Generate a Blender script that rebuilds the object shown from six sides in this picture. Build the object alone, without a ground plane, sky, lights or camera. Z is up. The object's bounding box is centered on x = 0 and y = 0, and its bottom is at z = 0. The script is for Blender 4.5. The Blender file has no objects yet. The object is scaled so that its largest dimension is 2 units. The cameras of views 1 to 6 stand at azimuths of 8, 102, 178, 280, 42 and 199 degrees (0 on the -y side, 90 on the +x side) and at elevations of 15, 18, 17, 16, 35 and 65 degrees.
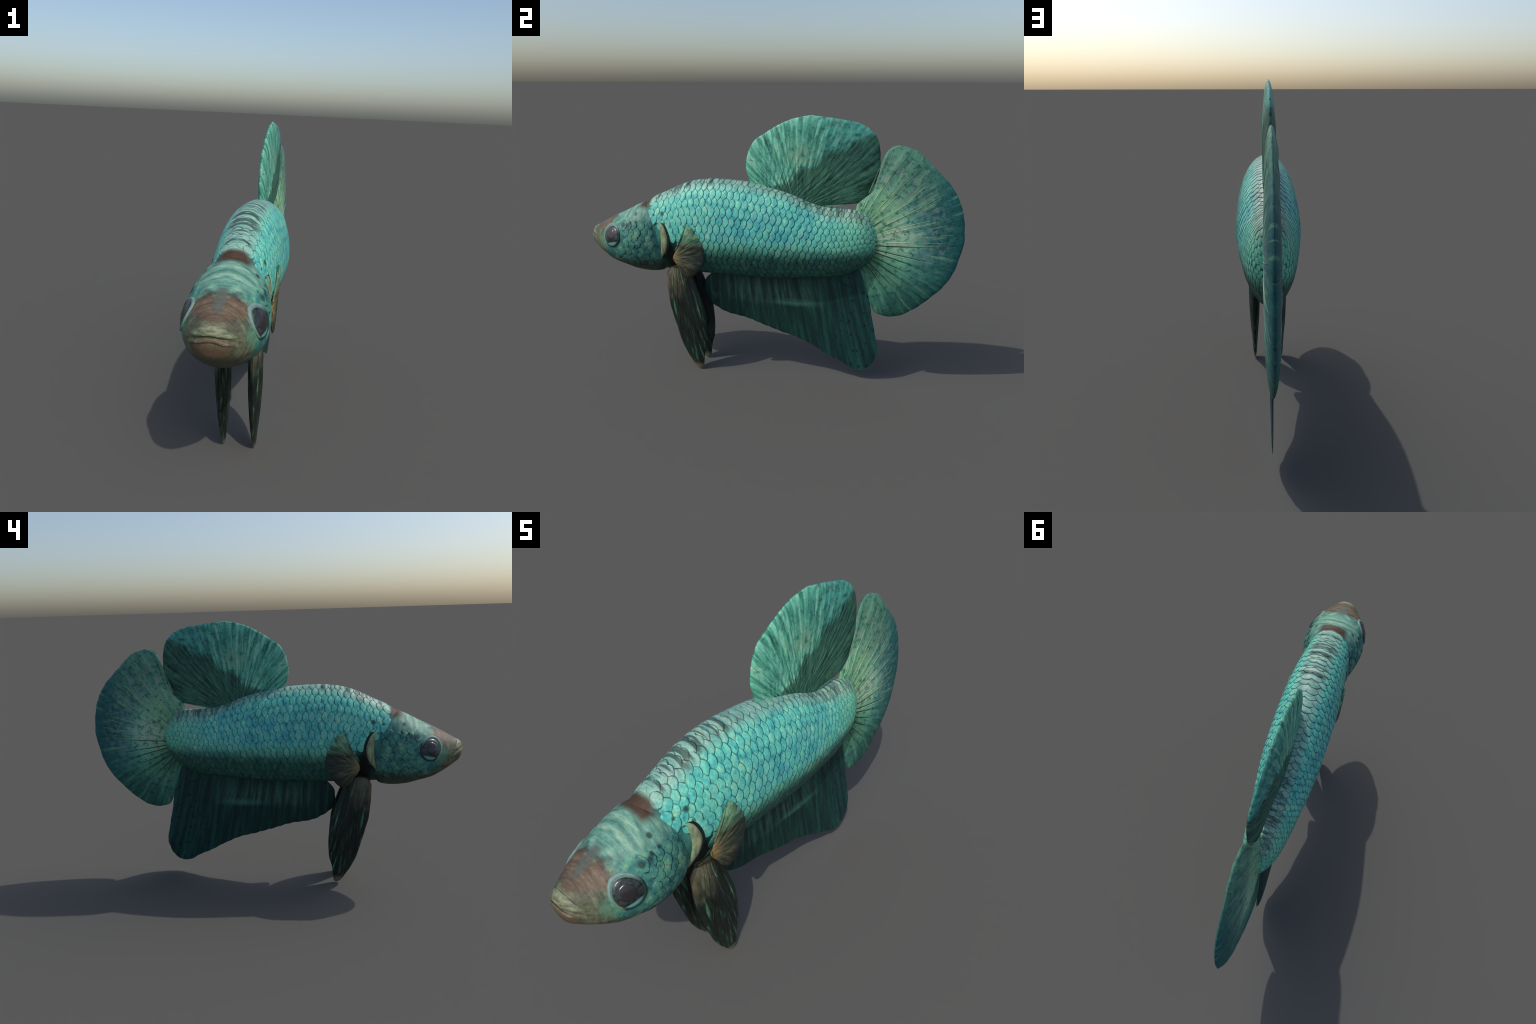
import bpy, math, random
import numpy as np
from mathutils import Vector, Matrix

random.seed(11)
rng = np.random.default_rng(11)

# ------------------------------------------------------------------ helpers
def pchip(xs, ys):
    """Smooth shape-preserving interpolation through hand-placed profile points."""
    xs = np.array(xs, float); ys = np.array(ys, float)
    h = np.diff(xs); d = np.diff(ys) / h
    m = np.zeros(len(xs))
    m[0], m[-1] = d[0], d[-1]
    for i in range(1, len(xs) - 1):
        if d[i-1] * d[i] > 0:
            w1 = 2*h[i] + h[i-1]; w2 = h[i] + 2*h[i-1]
            m[i] = (w1 + w2) / (w1/d[i-1] + w2/d[i])
    def f(x):
        x = np.clip(np.asarray(x, float), xs[0], xs[-1])
        i = np.clip(np.searchsorted(xs, x) - 1, 0, len(xs) - 2)
        t = (x - xs[i]) / h[i]
        return ((2*t**3 - 3*t**2 + 1)*ys[i] + (t**3 - 2*t**2 + t)*h[i]*m[i]
                + (-2*t**3 + 3*t**2)*ys[i+1] + (t**3 - t**2)*h[i]*m[i+1])
    return f

def prof(pairs):
    return pchip([p[0] for p in pairs], [p[1] for p in pairs])

def spline(pts, n):
    """Centripetal-style smooth curve through 2D points, resampled evenly by length."""
    p = np.array(pts, float)
    s = np.concatenate([[0], np.cumsum(np.linalg.norm(np.diff(p, axis=0), axis=1))])
    fine = np.linspace(0, s[-1], 1200)
    q = np.stack([pchip(s, p[:, k])(fine) for k in range(p.shape[1])], -1)
    L = np.concatenate([[0], np.cumsum(np.linalg.norm(np.diff(q, axis=0), axis=1))])
    t = np.linspace(0, L[-1], n)
    return np.stack([np.interp(t, L, q[:, k]) for k in range(q.shape[1])], -1)

def sm(a, b, x):
    t = np.clip((np.asarray(x, float) - a) / (b - a), 0, 1)
    return t*t*(3 - 2*t)

def wob(a, b, seed=0.0):
    """cheap smooth 2D pseudo-noise for relief, -1..1"""
    return (np.sin(a*1.0 + 1.7*np.sin(b*.7 + seed) + seed) + np.sin(b*1.31 - 1.3*np.sin(a*.83 + 2*seed) + .6)
            + np.sin((a + b)*.77 + seed*3)) / 3

def make_mesh(name, verts, faces, mats, smooth=True, face_mat=None):
    me = bpy.data.meshes.new(name)
    me.from_pydata([tuple(map(float, v)) for v in verts], [], [tuple(map(int, f)) for f in faces])
    for m in mats:
        me.materials.append(m)
    if face_mat is not None:
        me.polygons.foreach_set("material_index", np.array(face_mat, dtype=np.int32))
    if smooth:
        me.polygons.foreach_set("use_smooth", np.ones(len(me.polygons), dtype=bool))
    me.update()
    return me

def make_obj(name, me, parent):
    ob = bpy.data.objects.new(name, me)
    bpy.context.scene.collection.objects.link(ob)
    ob.parent = parent
    return ob

def grid_faces(nu, nv, off=0, wrap_v=False, flip=False):
    out = []
    for i in range(nu - 1):
        for j in range(nv if wrap_v else nv - 1):
            j2 = (j + 1) % nv
            q = (off + i*nv + j, off + (i+1)*nv + j, off + (i+1)*nv + j2, off + i*nv + j2)
            out.append(q[::-1] if flip else q)
    return out

# ------------------------------------------------------------------ node helper
def lin(c):
    return tuple(((v/255)/12.92 if v/255 <= .04045 else ((v/255 + .055)/1.055)**2.4) for v in c) + (1.0,)

class S:
    """scalar / vector / colour socket with arithmetic"""
    def __init__(s, t, k): s.t, s.k = t, k
    def _m(s, op, *a, clamp=False):
        n = s.t.nodes.new('ShaderNodeMath'); n.operation = op; n.use_clamp = clamp
        for i, v in enumerate((s,) + a):
            if isinstance(v, S): s.t.links.new(v.k, n.inputs[i])
            else: n.inputs[i].default_value = v
        return S(s.t, n.outputs[0])
    def __add__(s, o): return s._m('ADD', o)
    __radd__ = __add__
    def __sub__(s, o): return s._m('SUBTRACT', o)
    def __rsub__(s, o): return s._m('MULTIPLY', -1.0)._m('ADD', o)
    def __mul__(s, o): return s._m('MULTIPLY', o)
    __rmul__ = __mul__
    def __truediv__(s, o): return s._m('DIVIDE', o)
    def abs(s): return s._m('ABSOLUTE')
    def max(s, o): return s._m('MAXIMUM', o)
    def min(s, o): return s._m('MINIMUM', o)
    def pow(s, o): return s._m('POWER', o)
    def sqrt(s): return s._m('SQRT')
    def atan2(s, o): return s._m('ARCTAN2', o)
    def inv(s): return 1.0 - s
    def step(s, a, b):
        n = s.t.nodes.new('ShaderNodeMapRange'); n.interpolation_type = 'SMOOTHSTEP'
        n.inputs['From Min'].default_value = a; n.inputs['From Max'].default_value = b
        if a > b:
            n.inputs['From Min'].default_value = b; n.inputs['From Max'].default_value = a
            n.inputs['To Min'].default_value = 1; n.inputs['To Max'].default_value = 0
        s.t.links.new(s.k, n.inputs['Value'])
        return S(s.t, n.outputs['Result'])
    def band(s, a, b, soft):
        return s.step(a - soft, a + soft) * s.step(b + soft, b - soft)

class Mat:
    def __init__(m, name, rough=.55, spec=.3):
        m.mat = bpy.data.materials.new(name); m.mat.use_nodes = True
        m.t = m.mat.node_tree
        m.b = next(n for n in m.t.nodes if n.type == 'BSDF_PRINCIPLED')
        m.b.inputs['Roughness'].default_value = rough
        m.b.inputs['Specular IOR Level'].default_value = spec
        g = m.t.nodes.new('ShaderNodeNewGeometry')
        sp = m.t.nodes.new('ShaderNodeSeparateXYZ')
        m.t.links.new(g.outputs['Position'], sp.inputs[0])
        m.x, m.y, m.z = (S(m.t, sp.outputs[i]) for i in range(3))
        m.ax = m.x.abs()
        m.rand = None
    def vec(m, x, y, z):
        n = m.t.nodes.new('ShaderNodeCombineXYZ')
        for i, v in enumerate((x, y, z)):
            if isinstance(v, S): m.t.links.new(v.k, n.inputs[i])
            else: n.inputs[i].default_value = v
        return S(m.t, n.outputs[0])
    def pos(m, sx=1, sy=1, sz=1): return m.vec(m.ax*sx, m.y*sy, m.z*sz)
    def noise(m, vec, scale=1., detail=3., rough=.55, dist=0.):
        n = m.t.nodes.new('ShaderNodeTexNoise')
        n.inputs['Scale'].default_value = scale; n.inputs['Detail'].default_value = detail
        n.inputs['Roughness'].default_value = rough; n.inputs['Distortion'].default_value = dist
        m.t.links.new(vec.k, n.inputs['Vector'])
        return S(m.t, n.outputs[0])
    def voro(m, vec, scale=1., feature='F1', out='Distance', rnd=1.):
        n = m.t.nodes.new('ShaderNodeTexVoronoi'); n.feature = feature
        n.inputs['Scale'].default_value = scale; n.inputs['Randomness'].default_value = rnd
        m.t.links.new(vec.k, n.inputs['Vector'])
        return S(m.t, n.outputs[out])
    def objrand(m):
        n = m.t.nodes.new('ShaderNodeObjectInfo'); return S(m.t, n.outputs['Random'])
    def mix(m, fac, a, b, mode='MIX'):
        n = m.t.nodes.new('ShaderNodeMix'); n.data_type = 'RGBA'; n.blend_type = mode
        for key, v in ((0, fac), (6, a), (7, b)):
            if isinstance(v, S): m.t.links.new(v.k, n.inputs[key])
            elif isinstance(v, tuple): n.inputs[key].default_value = lin(v)
            else: n.inputs[key].default_value = v
        return S(m.t, n.outputs[2])
    def ramp(m, fac, stops):
        n = m.t.nodes.new('ShaderNodeValToRGB'); cr = n.color_ramp
        while len(cr.elements) < len(stops): cr.elements.new(.5)
        for e, (p, c) in zip(cr.elements, stops):
            e.position = p; e.color = lin(c)
        m.t.links.new(fac.k, n.inputs[0])
        return S(m.t, n.outputs[0])
    def gain(m, col, fac):
        """multiply a colour by a scalar"""
        n = m.t.nodes.new('ShaderNodeVectorMath'); n.operation = 'SCALE'
        m.t.links.new(col.k, n.inputs[0])
        m.t.links.new(fac.k, n.inputs['Scale'])
        return S(m.t, n.outputs[0])
    def spot(m, y0, z0, ry, rz, soft=.35):
        a = (m.y - y0)/ry; b = (m.z - z0)/rz
        return (a*a + b*b).sqrt().step(1 + soft, 1 - soft)
    def out(m, col, bump=None, strength=.3, dist=.004, grain=.5):
        g1 = m.noise(m.pos(150, 150, 150), 1, 4, .7); g2 = m.noise(m.pos(38, 38, 38), 1, 3, .6)
        col = m.gain(col, (g1*.6 + g2*.4 - .5)*(grain*2.6) + 1.0)
        m.t.links.new(col.k, m.b.inputs['Base Color'])
        if bump is not None:
            n = m.t.nodes.new('ShaderNodeBump')
            n.inputs['Strength'].default_value = strength; n.inputs['Distance'].default_value = dist
            m.t.links.new(bump.k, n.inputs['Height']); m.t.links.new(n.outputs[0], m.b.inputs['Normal'])
        return m.mat

# ------------------------------------------------------------------ body colours
def body_colour(m, per=None):
    """turquoise flank, darker green lower flank, silvery back with dark bars"""
    y, z, ax = m.y, m.z, m.ax
    n1 = m.noise(m.pos(8, 14, 14), 1, 3)
    n2 = m.noise(m.pos(20, 42, 30), 1, 2)
    c = m.ramp(n2, [(.28, (56, 148, 150)), (.44, (92, 190, 178)), (.58, (110, 208, 184)), (.72, (152, 214, 178))])
    # bluer patch along the mid flank
    blue = m.spot(-.02, .86, .34, .085, .6) * n1.step(.35, .65)
    c = m.mix(blue*.55, c, (70, 168, 178))
    # greener towards the tail root and above the lateral line
    grn = (y.step(.22, .5) + m.spot(-.1, .765, .5, .03, .8)*.6).min(1.0)
    c = m.mix(grn*.55, c, (122, 196, 150))
    # lower flank shifts to a darker green
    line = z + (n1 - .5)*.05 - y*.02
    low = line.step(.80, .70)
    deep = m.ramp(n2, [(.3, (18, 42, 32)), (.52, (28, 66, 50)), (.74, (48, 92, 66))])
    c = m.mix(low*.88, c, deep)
    # silvery back
    back = ax.step(.085, .04) * z.step(.86, .93)
    sil = m.mix(m.noise(m.pos(2, 30, 2), 1, 3).step(.35, .65), (116, 152, 140), (156, 178, 160))
    c = m.mix(back*.75, c, sil)
    # dark bars across the back
    bn = m.noise(m.vec(ax*6, y*46, 0.0), 1, 2)
    bars = bn.step(.47, .56) * (ax + (n2 - .5)*.05).step(.072, .036) * z.step(.88, .93) * (y.band(-.62, -.26, .05) + y.band(.2, .5, .08)*.6 + .25).min(1.0)
    c = m.mix(bars*.85, c, (56, 62, 52))
    return c

def skin_material():
    m = Mat('scaly_skin', .6, .25)
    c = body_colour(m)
    back = m.ax.step(.06, .03) * m.z.step(.86, .93)
    c = m.mix(back.inv()*.72, c, (18, 48, 48))
    dark = m.spot(-.505, .675, .042, .10, .4)
    c = m.mix(dark, c, (16, 22, 20))
    nape = m.spot(-.665, .955, .035, .05, .4) * m.ax.step(.075, .04)
    c = m.mix(nape, c, (70, 54, 42))
    return m.out(c, m.noise(m.pos(90, 90, 90), 1, 2), .25)

def scale_material(rim=False):
    m = Mat('scale_rim' if rim else 'turquoise_scale', .5, .35)
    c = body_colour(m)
    fine = m.noise(m.pos(60, 130, 90), 1, 3)
    if rim:
        c = m.mix(m.noise(m.pos(30, 55, 55), 1, 2).step(.3, .62)*.46 + .24, c, (14, 46, 42))  # rim colour darkened: baked shadow along each scale's rear edge
    else:
        c = m.mix((fine.step(.35, .75))*.34, c, (38, 104, 100))
        c = m.mix(m.objrand().step(.6, 1.)*.22, c, (150, 214, 186))
        nape = m.spot(-.665, .955, .03, .05, .4) * m.ax.step(.075, .04)
        c = m.mix(nape, c, (70, 54, 42))
        for (a, b, r) in [(-.548, .915, .011), (-.535, .865, .008), (-.60, .905, .007)]:
            c = m.mix(m.spot(a, b, r, r*1.1, .4)*.85, c, (28, 46, 46))
    return m.out(c, fine, .2, .002)

def head_material(kind='skin'):
    m = Mat('head_' + kind, .55, .3)
    y, z, ax = m.y, m.z, m.ax
    streak = m.noise(m.pos(14, 60, 14), 1, 3)
    blot = m.noise(m.pos(28, 28, 28), 1, 4, .65)
    c = m.ramp(streak, [(.3, (58, 100, 90)), (.5, (94, 142, 126)), (.7, (134, 168, 144))])
    # cheek: bluer and more mottled
    cheek = z.step(.895, .855)
    ck = m.ramp(blot, [(.3, (18, 56, 58)), (.44, (46, 110, 106)), (.58, (84, 146, 122)), (.72, (138, 160, 112))])
    c = m.mix(cheek*.85, c, ck)
    # throat: darker olive grey-green
    low = (z + (blot - .5)*.07 + y.step(-.80, -.92)*-.05).step(.69, .625)
    c = m.mix(low*.85, c, m.mix(streak, (34, 38, 30), (62, 68, 50)))
    # snout and forehead brown
    brow = ((y + (blot - .5)*.07).step(-.815, -.865) * z.step(.79, .825))
    br = m.ramp(streak, [(.3, (52, 42, 34)), (.45, (78, 61, 49)), (.58, (98, 78, 62)), (.72, (122, 102, 82))])
    c = m.mix(brow*.95, c, br)
    c = m.mix(m.spot(-.665, .955, .03, .05, .4) * ax.step(.085, .05), c, (70, 54, 42))
    # grey stripe down the middle of the forehead
    c = m.mix(ax.step(.026, .016) * y.band(-.955, -.82, .012) * z.step(.83, .85)*.75, c, (84, 92, 86))
    face = (y + (blot - .5)*.05).step(-.865, -.905) * z.step(.835, .80)
    c = m.mix(face*.85, c, m.ramp(streak*.5 + blot*.5, [(.38, (50, 46, 34)), (.5, (86, 78, 58)), (.62, (112, 112, 84))]))
    c = m.mix(m.spot(-.905, .755, .016, .03, .7)*.6, c, (92, 140, 112))
    muz = y.step(-.925, -.955) * z.step(.835, .80)
    c = m.mix(muz*.8, c, m.ramp(blot, [(.3, (54, 56, 42)), (.6, (98, 100, 76))]))
    chin = y.step(-.93, -.97) * z.band(.71, .755, .025) * ax.step(.085, .03)
    c = m.mix(chin*.9, c, (88, 66, 50))
    c = m.mix(y.step(-.90, -.95) * z.step(.71, .685)*.8, c, (70, 70, 56))
    # dark pores behind and above the eye
    for (a, b, r) in [(-.765, .848, .012), (-.735, .852, .009), (-.722, .862, .008), (-.70, .905, .009), (-.69, .868, .007)]:
        c = m.mix(m.spot(a, b, r, r*.9, .45)*.85, c, (30, 48, 48))
    if kind == 'rim':
        c = m.mix(m.noise(m.pos(40, 40, 40), 1, 2).step(.4, .62)*.5 + .08, c, (14, 40, 40))
    return m.out(c, blot, .3)

# ------------------------------------------------------------------ body form
TOP = prof([(-.80, .86), (-.74, .915), (-.68, .957), (-.63, .986), (-.55, 1.020), (-.48, 1.053), (-.42, 1.075), (-.356, 1.088),
            (-.28, 1.094), (-.195, 1.091), (-.097, 1.083), (-.008, 1.068), (.07, 1.053), (.137, 1.033), (.215, 1.000),
            (.31, .971), (.385, .966), (.46, .961), (.50, .953), (.525, .940), (.557, .900), (.578, .855), (.588, .80)])
BOT = prof([(-.80, .68), (-.70, .61), (-.62, .582), (-.55, .578), (-.36, .573), (-.30, .572), (-.17, .570), (.01, .569),
            (.14, .576), (.255, .588), (.35, .598), (.40, .609), (.44, .623), (.48, .645), (.526, .673), (.560, .713), (.578, .752), (.588, .80)])
WID = prof([(-.80, .08), (-.70, .104), (-.60, .113), (-.50, .122), (-.35, .134), (-.2, .140), (0, .138), (.13, .128), (.25, .113),
            (.33, .103), (.40, .093), (.48, .078), (.52, .063), (.555, .042), (.578, .02), (.588, 0.)])
H_TOP = prof([(-1.003, .757), (-1.001, .775), (-.995, .795), (-.975, .811), (-.92, .842), (-.86, .874), (-.79, .906), (-.71, .946),
              (-.665, .960), (-.62, .952), (-.57, .915), (-.53, .86), (-.51, .80)])
H_BOT = prof([(-1.003, .757), (-1.001, .738), (-.995, .715), (-.967, .688), (-.925, .656), (-.856, .613), (-.785, .590), (-.727, .572),
              (-.65, .563), (-.595, .570), (-.555, .62), (-.525, .70), (-.51, .80)])
H_WID = prof([(-1.003, 0.), (-1.001, .025), (-.995, .042), (-.975, .067), (-.95, .086), (-.91, .111), (-.86, .134), (-.80, .150), (-.745, .155),
              (-.69, .151), (-.64, .139), (-.60, .125), (-.57, .108), (-.54, .082), (-.51, 0.)])
NUP, NLO, HN = 2.0, 1.78, 2.0

def torso_mid(y): return BOT(y) + (TOP(y) - BOT(y))*.46
def head_mid(y): return H_BOT(y) + (H_TOP(y) - H_BOT(y))*.48

def section(y, phi, head=False):
    """phi 0 = back ridge, pi = belly, on the +x side"""
    if head:
        t, b, w, mid = H_TOP(y), H_BOT(y), H_WID(y), head_mid(y)
    else:
        t, b, w, mid = TOP(y), BOT(y), WID(y), torso_mid(y)
    c, s = np.cos(phi), np.abs(np.sin(phi))
    n = np.where(c >= 0, NUP, HN if head else NLO)
    z = mid + np.where(c >= 0, t - mid, mid - b) * np.sign(c)*np.abs(c)**(2/n)
    return w * s**(2/n), z

def half_width(y, z, head=False):
    """x of the side surface at (y, z)"""
    if head:
        t, b, w, mid = H_TOP(y), H_BOT(y), H_WID(y), head_mid(y)
    else:
        t, b, w, mid = TOP(y), BOT(y), WID(y), torso_mid(y)
    up = z >= mid
    n = np.where(up, NUP, HN if head else NLO)
    q = np.clip(np.where(up, (z - mid)/np.maximum(t - mid, 1e-6), (mid - z)/np.maximum(mid - b, 1e-6)), 0, 1)
    return w * (1 - q**n)**(1/n)

def in_head(x, y, z, margin=0.0):
    return bool(-1.0 < y < -.512 and H_BOT(y) < z < H_TOP(y) and abs(x) < half_width(y, z, True) - margin)

def loft(y0, y1, ny, nphi, head, shrink=0.0):
    k = np.linspace(0, 1, ny)
    ys = y0 + (y1 - y0)*(.5 - .5*np.cos(np.pi*k))
    ph = np.linspace(0, 2*np.pi, nphi, endpoint=False)
    V = []
    for y in ys[1:-1]:
        x, z = section(y, ph, head)
        sx = np.where(np.sin(ph) >= 0, 1, -1)
        mid = head_mid(y) if head else torso_mid(y)
        f = 1 - shrink/np.maximum(np.hypot(x, z - mid), .02)
        V += list(zip(x*sx*f, np.full_like(x, y), mid + (z - mid)*f))
    n = len(ys) - 2
    F = grid_faces(n, nphi, 0, True, flip=True)
    a = len(V); V.append((0, y0, float((H_TOP if head else TOP)(y0)*.5 + (H_BOT if head else BOT)(y0)*.5)))
    b = len(V); V.append((0, y1, float((H_TOP if head else TOP)(y1)*.5 + (H_BOT if head else BOT)(y1)*.5)))
    for j in range(nphi):
        F.append((a, j, (j+1) % nphi)); F.append((b, (n-1)*nphi + (j+1) % nphi, (n-1)*nphi + j))
    return np.array(V), F

# ------------------------------------------------------------------ the fish
fish = bpy.data.objects.new('betta_fish', None)
bpy.context.scene.collection.objects.link(fish)
fish['label'] = 'turquoise fighting fish with rounded fan fins and dark pelvic fins'
fish['category'] = 'fish'

V, F = loft(-.80, .588, 150, 96, False, .0025)
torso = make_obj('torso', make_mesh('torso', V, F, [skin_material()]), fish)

V, F = loft(-1.003, -.51, 120, 120, True)
# shallow relief: mouth slit, cheek lumps, brow swelling over the eye
lump = np.zeros(len(V))
for i, (x, y, z) in enumerate(V):
    ax = abs(x)
    mouth_z = .782 - 4.2*ax*ax
    lump[i] -= .005*math.exp(-((z - mouth_z)/.006)**2) * float(sm(.105, .06, ax))*float(sm(-.90, -.94, y))
    lump[i] += .0010*float(sm(-.80, -.72, y))*float(sm(.90, .82, z))*float(wob(y*95, z*80 + ax*20, 1.3))
    lump[i] += .0012*float(wob(y*60, ax*40, .4))*float(sm(.8, .86, z))
V[:, 0] += lump*np.sign(V[:, 0])*np.minimum(1, np.abs(V[:, 0])/.03)
V[:, 1] -= lump*sm(-.93, -.99, V[:, 1])
head = make_obj('head', make_mesh('head', V, F, [head_material()]), fish)

# ------------------------------------------------------------------ scales
def arc_table():
    ys = np.linspace(-.79, .587, 240); ph = np.linspace(0, np.pi, 181)
    PH = []
    for y in ys:
        x, z = section(y, ph)
        L = np.concatenate([[0], np.cumsum(np.hypot(np.diff(x), np.diff(z)))])
        PH.append(np.interp(np.linspace(0, 1, 61), L/L[-1], ph))
    return ys, np.array(PH)
AY, APH = arc_table()

def surf(y, g, side):
    """point on the torso: y along, g = 0 back .. 1 belly by girth length; g<0 or >1 wraps to the other side"""
    s = side
    if g < 0: g, s = -g, -side
    if g > 1: g, s = 2 - g, -side
    fy = np.clip((y - AY[0])/(AY[1] - AY[0]), 0, len(AY) - 1.001)
    i = int(fy); fr = fy - i
    row = APH[i]*(1-fr) + APH[i+1]*fr
    ph = np.interp(g, np.linspace(0, 1, 61), row)
    x, z = section(y, np.array([ph]))
    return np.array([x[0]*s, y, z[0]])

def frame(y, g, side):
    p = surf(y, g, side)
    du = surf(min(y + .004, .586), g, side) - surf(y - .004, g, side)
    dv = surf(y, g + .008, side) - surf(y, g - .008, side)
    girth = np.linalg.norm(dv)/.016
    du /= np.linalg.norm(du); dv = dv - du*np.dot(dv, du); dv /= np.linalg.norm(dv)
    nrm = np.cross(du, dv)*(-side)
    if nrm @ np.array([p[0], 0, p[2] - torso_mid(y)]) < 0: nrm = -nrm
    return p, du, dv, nrm, girth

RA = 18
RINGS = [(.45, 0), (.72, 0), (.85, 0), (1.0, 1)]
def scale_template(expo, seed):
    """unit scale: rows of (u, v, height factor); u points to the tail"""
    pts = [(0, 0, 1.0)]
    r0 = random.Random(seed)
    wav = [r0.uniform(-.05, .05) for _ in range(RA)]
    for r, _ in RINGS:
        for k in range(RA):
            a = 2*math.pi*k/RA
            c, s = math.cos(a), math.sin(a)
            rr = (1 + wav[k]*r)/(abs(c)**expo + abs(s)**expo)**(1/expo)
            pts.append((c*rr*r, s*rr*r, 1 - r*r))
    for k in range(RA):                                     # skirt = thickness
        p = pts[1 + (len(RINGS)-1)*RA + k]; pts.append((p[0]*.97, p[1]*.97, -1.6))
    faces, fm = [], []
    for k in range(RA):
        faces.append((0, 1 + k, 1 + (k+1) % RA)); fm.append(0)
    for ri in range(len(RINGS)):
        for k in range(RA):
            a, b = 1 + ri*RA + k, 1 + ri*RA + (k+1) % RA
            faces.append((a, a + RA, b + RA, b))
            mid = (k + .5)/RA*2*math.pi
            fm.append(1 if ri >= len(RINGS) - 2 and (math.cos(mid) > -.35 or ri == len(RINGS) - 1) else 0)
    return pts, faces, fm
TEMPL = [scale_template(1.5, 1), scale_template(1.6, 2), scale_template(1.42, 3)]

def scale_height(u, v, hf):
    return .0018*hf*(1 if hf > 0 else .9) + .0019*u + .0008

SCALE_M = [scale_material(), scale_material(True)]
ROWS = 14
slots = []
for side in (1, -1):
    for j in range(ROWS):
        g = (j + .5)/ROWS
        y = -.70 + (.5 if j % 2 else 0)*.0325 + random.uniform(-.003, .003)
        while y < .565:
            pitch = .0325 - .0075*sm(.0, .5, y)
            p, du, dv, nrm, girth = frame(y, g, side)
            hv = girth/ROWS*.86; hu = pitch*.80
            skip = (y < -.625 and abs(p[0]) < .085) or in_head(p[0], y, p[2], .004) or (y < -.468 and p[2] < .755 + (y + .5)*.6) or (y < -.515 and p[2] < .85)
            if not skip:
                slots.append((y + random.uniform(-.002, .002), g + random.uniform(-.003, .003), side, hu*random.uniform(.94, 1.06), hv*random.uniform(.95, 1.05), girth, random.randrange(3)))
            y += pitch
# the flattest, largest flank scales are objects of their own; the rest is joined
def flatness(s):
    return abs(s[1] - .46) + max(0, s[0] - .30)*.6 + max(0, -.42 - s[0])
order = sorted(range(len(slots)), key=lambda i: flatness(slots[i]))
single = set(order[:300])
protos = []
for k, (pts, faces, fm) in enumerate(TEMPL):
    hu0, hv0 = .028, .036
    vv = [(u*hu0, v*hv0, scale_height(u, v, h) - .0011*(v*v)) for u, v, h in pts]
    protos.append(make_mesh('scale', vv, faces, SCALE_M, True, fm))
JV, JF, JM = [], [], []
for i, (y, g, side, hu, hv, girth, k) in enumerate(slots):
    pts, faces, fm = TEMPL[k]
    if i in single:
        p, du, dv, nrm, _ = frame(y, g, side)
        du2 = np.cross(dv, nrm); 
        if du2 @ du < 0: du2 = -du2
        if np.dot(np.cross(du2, dv), nrm) < 0: dv = -dv
        M = Matrix(((du2[0], dv[0], nrm[0], p[0]), (du2[1], dv[1], nrm[1], p[1]), (du2[2], dv[2], nrm[2], p[2]), (0, 0, 0, 1)))
        ob = make_obj('scale', protos[k], torso)
        ob.matrix_world = M @ Matrix.Diagonal((hu/.028, hv/.036, 1, 1))
    else:
        off = len(JV)
        _, _, _, nrm0, _ = frame(y, g, side)
        for u, v, h in pts:
            yy = y + u*hu
            if yy > .582: yy = .582
            gg = g + v*hv/girth
            q = surf(yy, gg, side)
            JV.append(q + nrm0*scale_height(u, v, h))
        fl = side > 0
        JF += [tuple(off + a for a in (f[::-1] if fl else f)) for f in faces]; JM += fm
rest = make_obj('small_scales', make_mesh('small_scales', JV, JF, SCALE_M, True, JM), torso)
rest['kind'] = 'stuff'

# cheek plates: larger irregular scales on the gill region of the head
HEAD_M = [head_material('plate'), head_material('rim')]
CV, CF, CM = [], [], []
for side in (1, -1):
    for j in range(7):
        for i in range(6):
            y = -.765 + i*.034 + (j % 2)*.017 + random.uniform(-.006, .006)
            z = .645 + j*.034 + random.uniform(-.005, .005)
            if y > -.588 - abs(z - .75)*.35 or ((y + .77)/.03)**2 + ((z - .78)/.06)**2 < 1 or z > .86: continue
            pts, faces, fm = TEMPL[(i + j) % 3]
            off = len(CV)
            hy, hz = .0235*random.uniform(.85, 1.1), .027*random.uniform(.85, 1.1)
            for u, v, h in pts:
                yy, zz = y + u*hy, z + v*hz
                x = float(half_width(yy, zz, True))
                nx = np.array([1, -float(half_width(yy+.005, zz, True) - half_width(yy-.005, zz, True))/.01, -float(half_width(yy, zz+.005, True) - half_width(yy, zz-.005, True))/.01])
                nx /= np.linalg.norm(nx)
                q = np.array([x, yy, zz]) + nx*(scale_height(u, v, h)*.62 + .0009)
                q[0] *= side
                CV.append(q)
            CF += [tuple(off + a for a in (f if side > 0 else f[::-1])) for f in faces]; CM += fm
cheek = make_obj('cheek_scales', make_mesh('cheek_scales', CV, CF, HEAD_M, True, CM), head)
cheek['kind'] = 'stuff'

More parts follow.
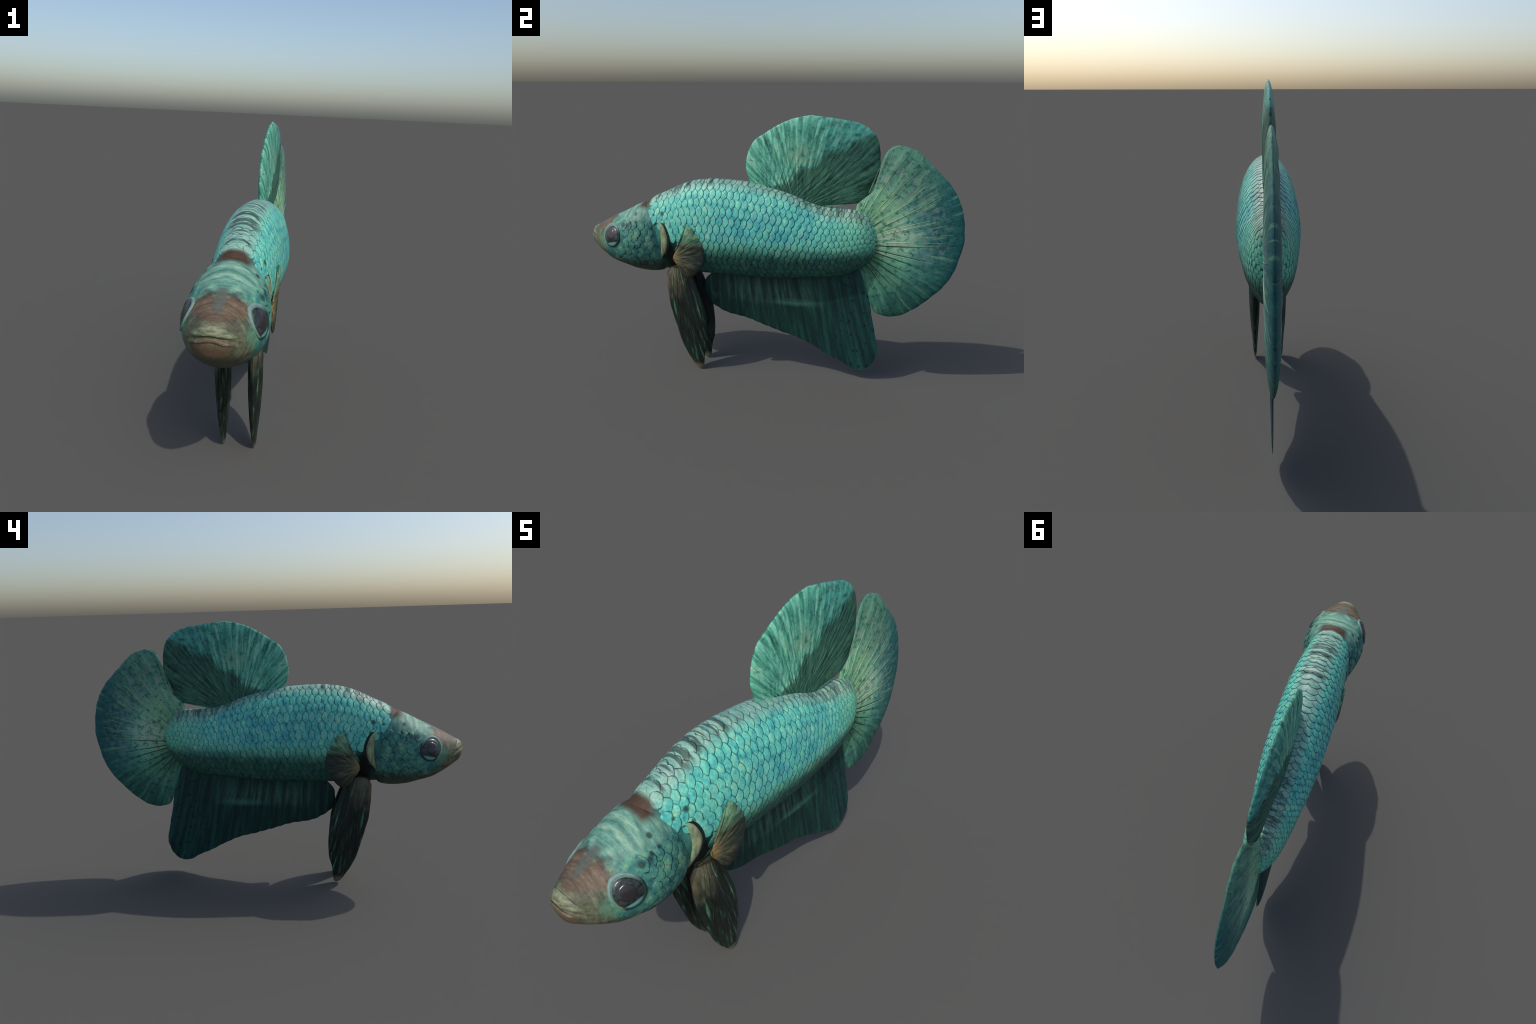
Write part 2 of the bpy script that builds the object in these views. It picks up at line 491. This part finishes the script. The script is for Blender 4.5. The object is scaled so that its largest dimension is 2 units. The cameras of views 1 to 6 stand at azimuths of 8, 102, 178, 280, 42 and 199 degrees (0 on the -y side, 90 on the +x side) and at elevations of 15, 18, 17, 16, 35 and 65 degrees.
# ------------------------------------------------------------------ plates that hug the body side
def side_patch(name, parent, fn, nr, na, side, mats, head_side, face_mat=None):
    """fn(r, a) -> (y, z, lift) over the unit disc; closed by sinking the rim"""
    Vp, Fp = [], []
    def put(y, z, lift):
        x = float(half_width(y, z, head_side))
        e = .006
        nx = np.array([1, -float(half_width(y+e, z, head_side) - half_width(y-e, z, head_side))/(2*e), -float(half_width(y, z+e, head_side) - half_width(y, z-e, head_side))/(2*e)])
        nx /= np.linalg.norm(nx)
        q = np.array([x, y, z]) + nx*lift
        Vp.append((q[0]*side, q[1], q[2]))
    put(*fn(0, 0))
    for i in range(1, nr + 1):
        for k in range(na):
            put(*fn(i/nr, 2*math.pi*k/na))
    for k in range(na):
        Fp.append((0, 1 + k, 1 + (k+1) % na))
    for i in range(nr - 1):
        for k in range(na):
            a, b = 1 + i*na + k, 1 + i*na + (k+1) % na
            Fp.append((a, a + na, b + na, b))
    if side < 0: Fp = [f[::-1] for f in Fp]
    return make_obj(name, make_mesh(name, Vp, Fp, mats), parent)

EY, EZ = -.832, .785
def eye_mats():
    m = Mat('eyelid_rim', .5, .35)
    n = m.noise(m.pos(50, 50, 50), 1, 2)
    a = (m.z - EZ)/.05; b = (m.y - EY)/.05
    topness = (a*.9 - b*.45).step(-.1, .7)
    c = m.mix(topness, m.mix(n, (18, 30, 28), (40, 62, 56)), m.mix(n, (84, 116, 110), (124, 150, 142)))
    front = (b*-1.0).step(.45, .8) * a.step(.35, -.1)
    c = m.mix(front*.8, c, (96, 142, 118))
    rim = m.out(c, n, .3)
    m = Mat('dark_iris', .3, .5)
    n = m.noise(m.pos(70, 70, 70), 1, 3)
    c = m.mix(n.step(.35, .65), (20, 24, 24), (48, 60, 58))
    a = (m.z - EZ)/.046; b = (m.y - EY)/.046
    cres = (a*-1.0 + b*.25).step(.62, .86)*b.band(-.6, .75, .2)  # eye reflection drawn as a pale crescent low on the iris
    c = m.mix(cres*.8, c, (112, 172, 170))
    c = m.mix(b.step(-.5, -.8)*a.step(-.1, -.4)*.5, c, (84, 56, 60))
    iris = m.out(c, n, .2)
    m = Mat('black_pupil', .25, .5)
    c = m.mix(m.noise(m.pos(40, 40, 40), 1, 2), (34, 31, 34), (50, 45, 48))
    return rim, iris, m.out(c)
M_RIM, M_IRIS, M_PUP = eye_mats()
for side in (1, -1):
    def rimf(r, a):
        bump = .0050*math.sin(math.pi*min(1, max(0, (r - .78)/.22)))**.8 if r > .78 else 0
        return EY + .056*r*math.cos(a), EZ + .002 + .062*r*math.sin(a), (bump if r < .999 else -.004) + (.0008 if r < .999 else 0)
    eye = side_patch('eye', fish, rimf, 28, 56, side, [M_RIM], True)
    def irisf(r, a):
        return EY + .0475*r*math.cos(a), EZ - .002 + .0535*r*math.sin(a), .0065*math.sqrt(max(0, 1 - .85*r*r)) - (.004 if r > .999 else 0)
    side_patch('iris', eye, irisf, 10, 40, side, [M_IRIS], True)
    def pupf(r, a):
        rr = 1 + .04*math.sin(5*a + 1)
        return EY - .002 + .0285*r*rr*math.cos(a), EZ + .004 + .031*r*rr*math.sin(a), .0078*math.sqrt(max(0, 1 - .5*r*r)) - (.004 if r > .999 else 0)
    side_patch('pupil', eye, pupf, 8, 36, side, [M_PUP], True)

# gill cover edge: cream crescent standing off the flank, dark slit behind it
def gill_mats():
    m = Mat('cream_gill_edge', .5, .3)
    n = m.noise(m.pos(40, 70, 24), 1, 3)
    c = m.mix(n.step(.35, .65), (116, 124, 94), (158, 164, 124))
    c = m.mix(m.y.step(-.54, -.575)*.75, c, m.mix(n, (70, 140, 120), (120, 176, 140)))
    c = m.mix(m.z.step(.74, .68)*.55, c, (128, 112, 84))
    a = m.out(c, n, .3)
    m = Mat('dark_gill_slit', .6, .3)
    n = m.noise(m.pos(50, 50, 30), 1, 3)
    c = m.mix(n.step(.55, .75), (16, 34, 32), (44, 92, 80))
    return a, m.out(c, n, .4)
M_GILL, M_SLIT = gill_mats()
GC = spline([(-.592, .872), (-.556, .866), (-.533, .828), (-.524, .778), (-.533, .728), (-.553, .688), (-.575, .655)], 60)
for side in (1, -1):
    def crescent(width, lift, shift):
        w0 = width
        def fn(r, a):
            t = .5 + .5*r*math.sin(a)*1.0
            w = r*math.cos(a)
            i = min(59, max(0, t*59)); q = GC[int(i)] + (GC[min(59, int(i)+1)] - GC[int(i)])*(i - int(i))
            wid = w0*(math.sin(math.pi*min(1, max(0, t)))**.5*.9 + .1)
            return q[0] + shift + wid*w - wid*.6, q[1], (lift*math.sqrt(max(0, 1 - r*r*.9)) + .002 if r < .999 else -.006)
        return fn
    slit = side_patch('gill_slit', fish, crescent(.017, .002, .016), 10, 48, side, [M_SLIT], False)
    side_patch('gill_cover', fish, crescent(.021, .006, .002), 10, 48, side, [M_GILL], False)

# ------------------------------------------------------------------ lips
def head_front(x, z):
    lo, hi = -1.0, -.80
    for _ in range(40):
        mid = (lo + hi)/2
        ok = H_BOT(mid) < z < H_TOP(mid) and half_width(mid, z, True) > abs(x)
        if ok: hi = mid
        else: lo = mid
    return hi
def lip_mat(name, c1, c2, c3):
    m = Mat(name, .5, .35)
    n = m.noise(m.pos(30, 30, 110), 1, 3)
    c = m.ramp(n, [(.3, c1), (.52, c2), (.7, c3)])
    c = m.mix(m.ax.step(.05, .09)*.6, c, (64, 80, 62))
    return m.out(c, n, .4)
def lip(name, zc, drop, hw, half, lift, mat):
    n, k = 49, 12
    Vl, Fl = [], []
    for i in range(n):
        s = -1 + 2*i/(n-1)
        x = s*hw
        tap = max(.05, (1 - abs(s)**3))
        zc2 = zc - drop*x*x
        for j in range(k):
            a = 2*math.pi*j/k
            z = zc2 + half*tap*math.sin(a)
            y = head_front(x, z)
            out = lift*tap*max(-.8, math.cos(a)) 
            nx = Vector((x*.9, -.10, (z - .76)*.5)).normalized()
            Vl.append((x + nx.x*out, y + nx.y*out, z + nx.z*out))
    Fl = grid_faces(n, k, 0, True)
    Fl.append(tuple(range(k))); Fl.append(tuple((n-1)*k + q for q in reversed(range(k))))
    return make_obj(name, make_mesh(name, Vl, Fl, [mat]), head)
lip('upper_lip', .8000, 4.4, .084, .0140, .0040, lip_mat('pale_lip', (62, 70, 52), (104, 110, 84), (134, 140, 112)))
lip('lower_lip', .7720, 4.6, .074, .0085, .0045, lip_mat('tan_lip', (66, 56, 44), (100, 88, 70), (120, 107, 87)))

# ------------------------------------------------------------------ fins
def dist_poly(P, poly):
    a, b = poly[:-1], poly[1:]
    ab = b - a; l2 = (ab**2).sum(1) + 1e-12
    best = np.full(len(P), 1e9)
    px, py = P[:, 0], P[:, 1]
    for (ax, ay), (dx, dy), l in zip(a, ab, l2):
        ex, ey = px - ax, py - ay
        t = np.clip((ex*dx + ey*dy)/l, 0, 1)
        best = np.minimum(best, (ex - t*dx)**2 + (ey - t*dy)**2)
    return np.sqrt(best)

class Fin:
    def __init__(f, name, root, margin, thick, depth, xc=0.0, rays=20, ridge=.0012, curl=0.0, jag=.0, parent=None, mat=None, mirror=1, bulge=None, warp=None):
        f.xc, f.thick, f.depth, f.rays, f.ridge = xc, thick, depth, rays, ridge
        f.root = spline(root, 200); f.mar = spline(margin, 200)
        f.free = np.concatenate([f.root[:1], f.mar[::2], f.mar[-1:], f.root[-1:]])
        f.jag, f.mirror, f.bulge, f.warp = jag, mirror, bulge, warp
        nu, nt = 161, 56
        us = np.linspace(0, 1, nu); us = us*.55 + .45*(.5 - .5*np.cos(np.pi*us))
        ts = 1 - (1 - np.linspace(0, 1, nt))**1.6
        U, T = np.meshgrid(us, ts, indexing='ij')
        P = f.point(U.ravel(), T.ravel())
        h = f.half(U.ravel(), T.ravel(), P)
        edge = ((U == us[0]) | (U == us[-1]) | (T == ts[-1])).ravel()
        h[edge] = np.maximum(.0008, h[edge]*.2)
        A = np.stack([f.x0(P) + h, P[:, 0], P[:, 1]], -1); B = np.stack([f.x0(P) - h, P[:, 0], P[:, 1]], -1)
        V = np.concatenate([A, B]); N = len(A)
        Fc = grid_faces(nu, nt, 0, False, True) + grid_faces(nu, nt, N, False, False)
        rim = [i*nt + 0 for i in range(nu)][::-1] + [0*nt + j for j in range(nt)] + [i*nt + nt - 1 for i in range(nu)] + [(nu-1)*nt + j for j in range(nt)][::-1]
        rim = [r for k, r in enumerate(rim) if k == 0 or r != rim[k-1]]
        for a, b in zip(rim, rim[1:]):
            Fc.append((a, b, b + N, a + N))
        V[:, 0] *= mirror
        if mirror < 0: Fc = [q[::-1] for q in Fc]
        f.ob = make_obj(name, make_mesh(name, V, Fc, [mat]), parent)
    def x0(f, P):
        return f.xc + (f.warp(P[:, 0], P[:, 1]) if f.warp else np.zeros(len(P)))
    def point(f, u, t):
        k = np.linspace(0, 1, 200)
        R = np.stack([np.interp(u, k, f.root[:, i]) for i in (0, 1)], -1)
        M = np.stack([np.interp(u, k, f.mar[:, i]) for i in (0, 1)], -1)
        P = R + (M - R)*t[:, None]
        if f.jag:
            d = (M - R)/np.maximum(np.linalg.norm(M - R, axis=1), 1e-6)[:, None]
            w = (np.abs(np.sin(np.pi*f.rays*u)) - .6)*f.jag + f.jag*.7*wob(u*70, u*23, .5)
            P = P + d*(w*t**6*sm(0, .06, u)*sm(1, .94, u))[:, None]
        return P
    def half(f, u, t, P):
        d = dist_poly(P, f.free)
        dep = f.depth
        q = np.clip(d/dep, 0, 1)
        h = f.thick*np.sqrt(np.maximum(0, 1 - (1 - q)**2))
        if f.bulge: h = h*f.bulge(P[:, 0], P[:, 1])
        r = np.abs(np.cos(np.pi*f.rays*(u + .014*wob(u*19, t*2.2, f.rays*.7))))**3*(.6 + .5*wob(u*31, t*5, 2.1))
        rip = wob(u*f.rays*4.3, t*16, .9)
        h = h + f.ridge*(r - .35 + .35*rip)*sm(0, .03, d)
        return np.maximum(h, .0008)
    def ray(f, u, t0, t1, width, lift, mat, bend=0.0):
        n = 22
        t = np.linspace(t0, t1, n); uu = np.clip(u + bend*(t - t0)**2, .002, .998)
        P = f.point(uu, t); h = f.half(uu, t, P)
        d = np.gradient(P, axis=0); d /= np.linalg.norm(d, axis=1)[:, None]
        nrm = np.stack([-d[:, 1], d[:, 0]], -1)
        w = width*(1 - .6*np.linspace(0, 1, n))*np.minimum(1, (1.02 - np.linspace(0, 1, n))*8)
        x0 = f.x0(P)
        up = lift*np.minimum(1, (1.0 - np.linspace(0, 1, n))*6 + .2)
        V = []
        for i in range(n):
            for (a, b) in ((1, 0), (.45, 1), (-.45, 1), (-1, 0), (-.45, -1), (.45, -1)):
                xx = x0[i] + (h[i] - .0006 + (up[i] if abs(a) < .9 else -up[i]))*b if b else x0[i]
                V.append((xx*f.mirror, P[i, 0] + nrm[i, 0]*w[i]*a, P[i, 1] + nrm[i, 1]*w[i]*a))
        Fc = grid_faces(n, 6, 0, True) + [tuple(range(6)), tuple((n-1)*6 + q for q in reversed(range(6)))]
        if f.mirror < 0: Fc = [q[::-1] for q in Fc]
        return make_obj('fin_ray', make_mesh('fin_ray', V, Fc, [mat], True), f.ob)

# --- fin materials
def polar(m, y0, z0):
    a = m.y - y0; b = m.z - z0
    return (a*a + b*b).sqrt(), b.atan2(a)

def tail_material(kind):
    m = Mat('tail_' + kind, .55, .3)
    r, a = polar(m, .47, .80)
    st = m.noise(m.vec(a*17, r*4, 0.0), 1, 5, .7)
    mot = m.noise(m.vec(m.y*34, m.z*34, 0.0), 1, 4, .65)
    big = m.noise(m.vec(m.y*9, m.z*9, 1.0), 1, 2)
    rr = r + (big - .5)*.14 + (st - .5)*.08
    c = m.ramp(rr*1.8, [(.14, (104, 128, 78)), (.28, (94, 160, 120)), (.46, (112, 182, 150)), (.60, (74, 136, 126)), (.74, (40, 102, 98)), (.95, (26, 92, 92))])
    # greener and paler upper lobe, darker lower lobe
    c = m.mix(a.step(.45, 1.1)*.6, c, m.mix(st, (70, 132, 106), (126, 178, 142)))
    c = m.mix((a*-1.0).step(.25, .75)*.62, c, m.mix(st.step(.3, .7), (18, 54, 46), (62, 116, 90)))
    # pinkish grey clouds
    c = m.mix(mot.step(.48, .62)*r.band(.2, .46, .05)*a.step(-.45, 0.)*.5, c, (136, 138, 140))
    c = m.mix(m.spot(.66, .84, .10, .085, .8)*(st*.6 + mot*.4).step(.40, .56)*.8, c, (176, 196, 172))
    c = m.mix(m.spot(.62, .99, .07, .10, .8)*st.step(.45, .6)*.6, c, (156, 184, 122))
    # dark flecks
    c = m.mix(mot.step(.48, .34)*.65, c, (20, 62, 60))
    sp = m.voro(m.vec(m.y*46, m.z*46, 0.0)).step(.34, .12) * big.step(.35, .55)
    c = m.mix(sp*.6, c, (18, 48, 54))
    c = m.mix(st.step(.52, .68)*(a.step(-.5, .1)*.4 + .2), c, (140, 184, 138))
    c = m.mix(st.step(.46, .34)*.5, c, (22, 66, 58))
    if kind == 'ray':
        c = m.mix(.5, c, m.mix((a*-1.0).step(.1, .6).max(r.step(.30, .46)), (170, 196, 136), (66, 122, 104)))
    if kind == 'dark_ray':
        c = m.mix(r.step(.44, .22)*.9, m.mix(.4, c, (62, 120, 104)), (44, 46, 30))
    return m.out(c, st, .35)

def dorsal_material(kind):
    m = Mat('dorsal_' + kind, .55, .3)
    r, a = polar(m, .17, .90)
    st = m.noise(m.vec(a*22, r*6, 0.0), 1, 5, .7)
    mot = m.noise(m.vec(m.y*32, m.z*32, 0.0), 1, 4, .65)
    big = m.noise(m.vec(m.y*7, m.z*7, 3.0), 1, 2)
    c = m.ramp(st, [(.33, (34, 88, 76)), (.45, (70, 148, 124)), (.56, (112, 192, 164)), (.68, (172, 216, 176))])
    # bluish rear and upper half
    c = m.mix(m.y.step(.12, .42)*m.z.step(1.05, 1.25)*.65, c, m.mix(mot.step(.3, .7), (16, 66, 74), (64, 156, 146)))
    # dark green lower-rear half with a broken edge
    e = m.z + (m.y - .2)*-.55 + (big - .5)*.16 + (st - .5)*.10
    dk = e.step(1.195, 1.145)
    c = m.mix(dk*.85, c, m.mix(st.step(.34, .68), (14, 38, 32), (56, 104, 80)))
    # pale warm patch above the dark root
    c = m.mix(m.spot(.17, 1.24, .07, .05, .7)*mot.step(.4, .65)*.6, c, (150, 166, 132))
    c = m.mix(mot.step(.46, .32)*.55, c, (18, 56, 58))
    c = m.mix(m.voro(m.vec(m.y*40, m.z*40, 0.0)).step(.26, .12)*m.y.step(.25, .45)*.6, c, (14, 40, 44))
    if kind == 'ray':
        c = m.mix(.32, c, (118, 166, 130))
    return m.out(c, st, .35)

def anal_material(kind):
    m = Mat('anal_' + kind, .55, .3)
    a = m.y - (m.z - .6)*-.30*(m.y*.9 + .35)
    st = m.noise(m.vec(a*46, m.z*3, 0.0), 1, 3, .6)
    big = m.noise(m.vec(m.y*8, m.z*8, 5.0), 1, 2)
    c = m.ramp(st, [(.3, (8, 32, 28)), (.5, (15, 50, 45)), (.7, (32, 78, 66))])
    c = m.mix((m.y + (m.z - .4)*-.3).step(.2, .5)*.5, c, m.mix(st.step(.3, .7), (12, 48, 48), (32, 84, 80)))
    hi = m.z.step(.40, .45)*m.z.step(.58, .48)*m.y.band(-.2, .25, .12)
    c = m.mix(hi*.5, c, m.mix(st.step(.35, .65), (30, 62, 54), (78, 116, 100)))
    c = m.mix(m.spot(.16, .436, .09, .016, .9)*.35, c, (84, 150, 126))  # highlight streak painted faintly into the membrane colour
    sp = m.voro(m.vec(m.y*30, m.z*30, 0.0)).step(.30, .16) * m.y.step(.3, .46)
    c = m.mix(sp*.85, c, (8, 24, 26))
    if kind == 'ray':
        c = m.mix(.5, c, (20, 48, 42))
    return m.out(c, st, .35)

def pelvic_material(kind):
    m = Mat('pelvic_' + kind, .5, .35)
    st = m.noise(m.vec(m.y*72 + m.z*16, m.z*6, m.ax*24), 1, 5, .65, .35)
    mot = m.noise(m.pos(24, 24, 12), 1, 3)
    c = m.ramp(st, [(.42, (20, 24, 20)), (.56, (30, 44, 36)), (.64, (56, 96, 76)), (.76, (104, 142, 108))])
    base = (m.z + (mot - .5)*.2).step(.42, .55)*m.y.step(-.42, -.50)
    c = m.mix(base*.6, c, m.mix(mot, (86, 84, 66), (134, 124, 98)))
    c = m.mix((m.y + .452 + (m.z - .10)*.42).step(-.012, -.04)*m.z.step(.36, .12)*.6, c, (92, 132, 100))
    c = m.mix(m.z.step(.05, .015)*.8, c, (120, 110, 88))
    if kind == 'ray':
        c = m.mix(mot.step(.5, .66)*.4, c, (76, 112, 86))
    return m.out(c, st, .4)

def pectoral_material(kind):
    m = Mat('pectoral_' + kind, .5, .35)
    r, a = polar(m, -.50, .69)
    st = m.noise(m.vec(a*7, r*14, 0.0), 1, 5, .7)
    c = m.ramp(st, [(.32, (30, 36, 28)), (.48, (66, 70, 52)), (.64, (118, 116, 86))])
    c = m.mix(m.y.step(-.43, -.36)*m.z.step(.80, .74)*.8, c, m.mix(st, (16, 26, 26), (48, 62, 56)))
    c = m.mix(m.z.step(.74, .80)*.85, c, m.mix(st.step(.35, .65), (40, 96, 80), (132, 178, 136)))
    c = m.mix(r.step(.07, .02)*.6, c, (150, 122, 72))
    c = m.mix(m.z.step(.66, .60)*.75, c, (34, 32, 26))
    if kind == 'ray':
        c = m.mix(.3, c, (118, 114, 84))
    return m.out(c, st, .35)

# --- tail fin
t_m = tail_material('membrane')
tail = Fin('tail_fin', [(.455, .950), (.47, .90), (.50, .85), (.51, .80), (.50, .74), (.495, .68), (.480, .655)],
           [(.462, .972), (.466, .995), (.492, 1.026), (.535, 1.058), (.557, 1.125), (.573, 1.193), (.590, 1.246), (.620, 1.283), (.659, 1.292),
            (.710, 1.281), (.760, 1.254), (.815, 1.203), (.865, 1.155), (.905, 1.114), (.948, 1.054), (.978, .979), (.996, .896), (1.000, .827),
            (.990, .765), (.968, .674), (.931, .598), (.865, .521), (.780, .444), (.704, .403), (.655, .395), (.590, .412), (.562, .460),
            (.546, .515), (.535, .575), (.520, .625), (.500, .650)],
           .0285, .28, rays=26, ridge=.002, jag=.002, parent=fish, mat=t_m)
pale, dark = tail_material('ray'), tail_material('dark_ray')
for k in range(21):
    u = .10 + .82*k/20 + random.uniform(-.014, .014)
    tail.ray(u, .14 + random.uniform(0, .14), .985, random.uniform(.0026, .0044), .0014, pale, random.uniform(-.03, .03))
for u in (.545, .59, .625, .665, .70, .745, .78):          # dark folds in the lower middle
    tail.ray(u + random.uniform(-.006, .006), .06, random.uniform(.55, .8), .0058, .0016, dark, random.uniform(-.02, .02))

# --- dorsal fin
dorsal = Fin('dorsal_fin', [(-.075, 1.045), (.0, 1.035), (.08, 1.02), (.15, .995), (.22, .970), (.30, .955)],
             [(-.090, 1.088), (-.106, 1.130), (-.112, 1.175), (-.106, 1.215), (-.093, 1.256), (-.062, 1.304), (-.020, 1.331), (.054, 1.377),
              (.128, 1.409), (.175, 1.420), (.224, 1.427), (.297, 1.419), (.386, 1.409), (.440, 1.398), (.494, 1.378), (.530, 1.346), (.553, 1.313),
              (.564, 1.265), (.570, 1.194), (.560, 1.130), (.531, 1.054), (.505, 1.022), (.470, 1.000), (.39, .990), (.305, .982)],
             .0230, .20, rays=30, ridge=.002, jag=.002, parent=fish, mat=dorsal_material('membrane'))
dr = dorsal_material('ray')
for k in range(26):
    u = .05 + .80*k/25 + random.uniform(-.006, .006)
    dorsal.ray(u, .10 + random.uniform(0, .15), random.uniform(.85, .98), random.uniform(.0016, .0034), .0009, dr, random.uniform(-.015, .015))

# --- anal fin
anal = Fin('anal_fin', [(-.295, .60), (-.1, .60), (.1, .605), (.25, .615), (.38, .635), (.49, .665)],
           [(-.308, .570), (-.340, .545), (-.357, .515), (-.361, .470), (-.350, .425), (-.322, .390), (-.278, .359), (-.190, .330), (-.114, .316), (-.045, .291), (.078, .251),
            (.198, .215), (.276, .175), (.346, .136), (.430, .096), (.496, .062), (.533, .060), (.569, .081), (.602, .128), (.616, .183), (.595, .290),
            (.571, .400), (.548, .520), (.520, .605), (.503, .645)],
           .011, .12, rays=34, ridge=.0011, jag=.0035, parent=fish, mat=anal_material('membrane'),
           bulge=lambda y, z: .32 + .68*sm(.12, .55, z))
ar = anal_material('ray')
for k in range(30):
    u = .06 + .84*k/29 + random.uniform(-.006, .006)
    anal.ray(u, .12, .985, .0030, .0009, ar, random.uniform(-.01, .01))

# --- pelvic (ventral) and pectoral pairs
pv_m, pv_r = pelvic_material('membrane'), pelvic_material('ray')
pc_m, pc_r = pectoral_material('membrane'), pectoral_material('ray')
for side in (1, -1):
    pv = Fin('pelvic_fin', [(-.525, .612), (-.49, .622), (-.45, .618), (-.422, .602)],
             [(-.538, .596), (-.551, .572), (-.550, .500), (-.546, .430), (-.527, .330), (-.506, .252), (-.484, .172), (-.450, .095), (-.420, .046), (-.397, .012),
              (-.372, .000), (-.357, .016), (-.351, .060), (-.347, .100), (-.331, .155), (-.327, .232), (-.335, .345), (-.357, .434), (-.388, .522), (-.415, .580)],
             .029, .11, xc=.070, rays=9, ridge=.002, jag=.003, parent=fish, mat=pv_m, mirror=side,
             bulge=lambda y, z: .55 + .45*sm(.02, .35, z))
    for k in range(9):
        pv.ray(.22 + .52*k/8 + random.uniform(-.012, .012), .14, .975, .0042, .0014, pv_r, random.uniform(-.04, .04))
    pc = Fin('pectoral_fin', [(-.482, .700), (-.486, .690), (-.487, .680), (-.482, .665)],
             [(-.470, .722), (-.435, .780), (-.415, .830), (-.400, .872), (-.375, .858), (-.352, .825), (-.325, .778), (-.313, .735), (-.314, .690), (-.330, .645), (-.358, .604),
              (-.388, .577), (-.406, .573), (-.437, .594), (-.467, .642), (-.478, .657)],
             .009, .05, xc=.128, rays=14, ridge=.0016, jag=.002, parent=fish, mat=pc_m, mirror=side,
             warp=lambda y, z: .010*sm(.70, .84, z))
    for k in range(11):
        pc.ray(.16 + .66*k/10 + random.uniform(-.025, .025), .22, random.uniform(.75, .97), random.uniform(.0014, .0034), .0010, pc_r, random.uniform(-.03, .03))
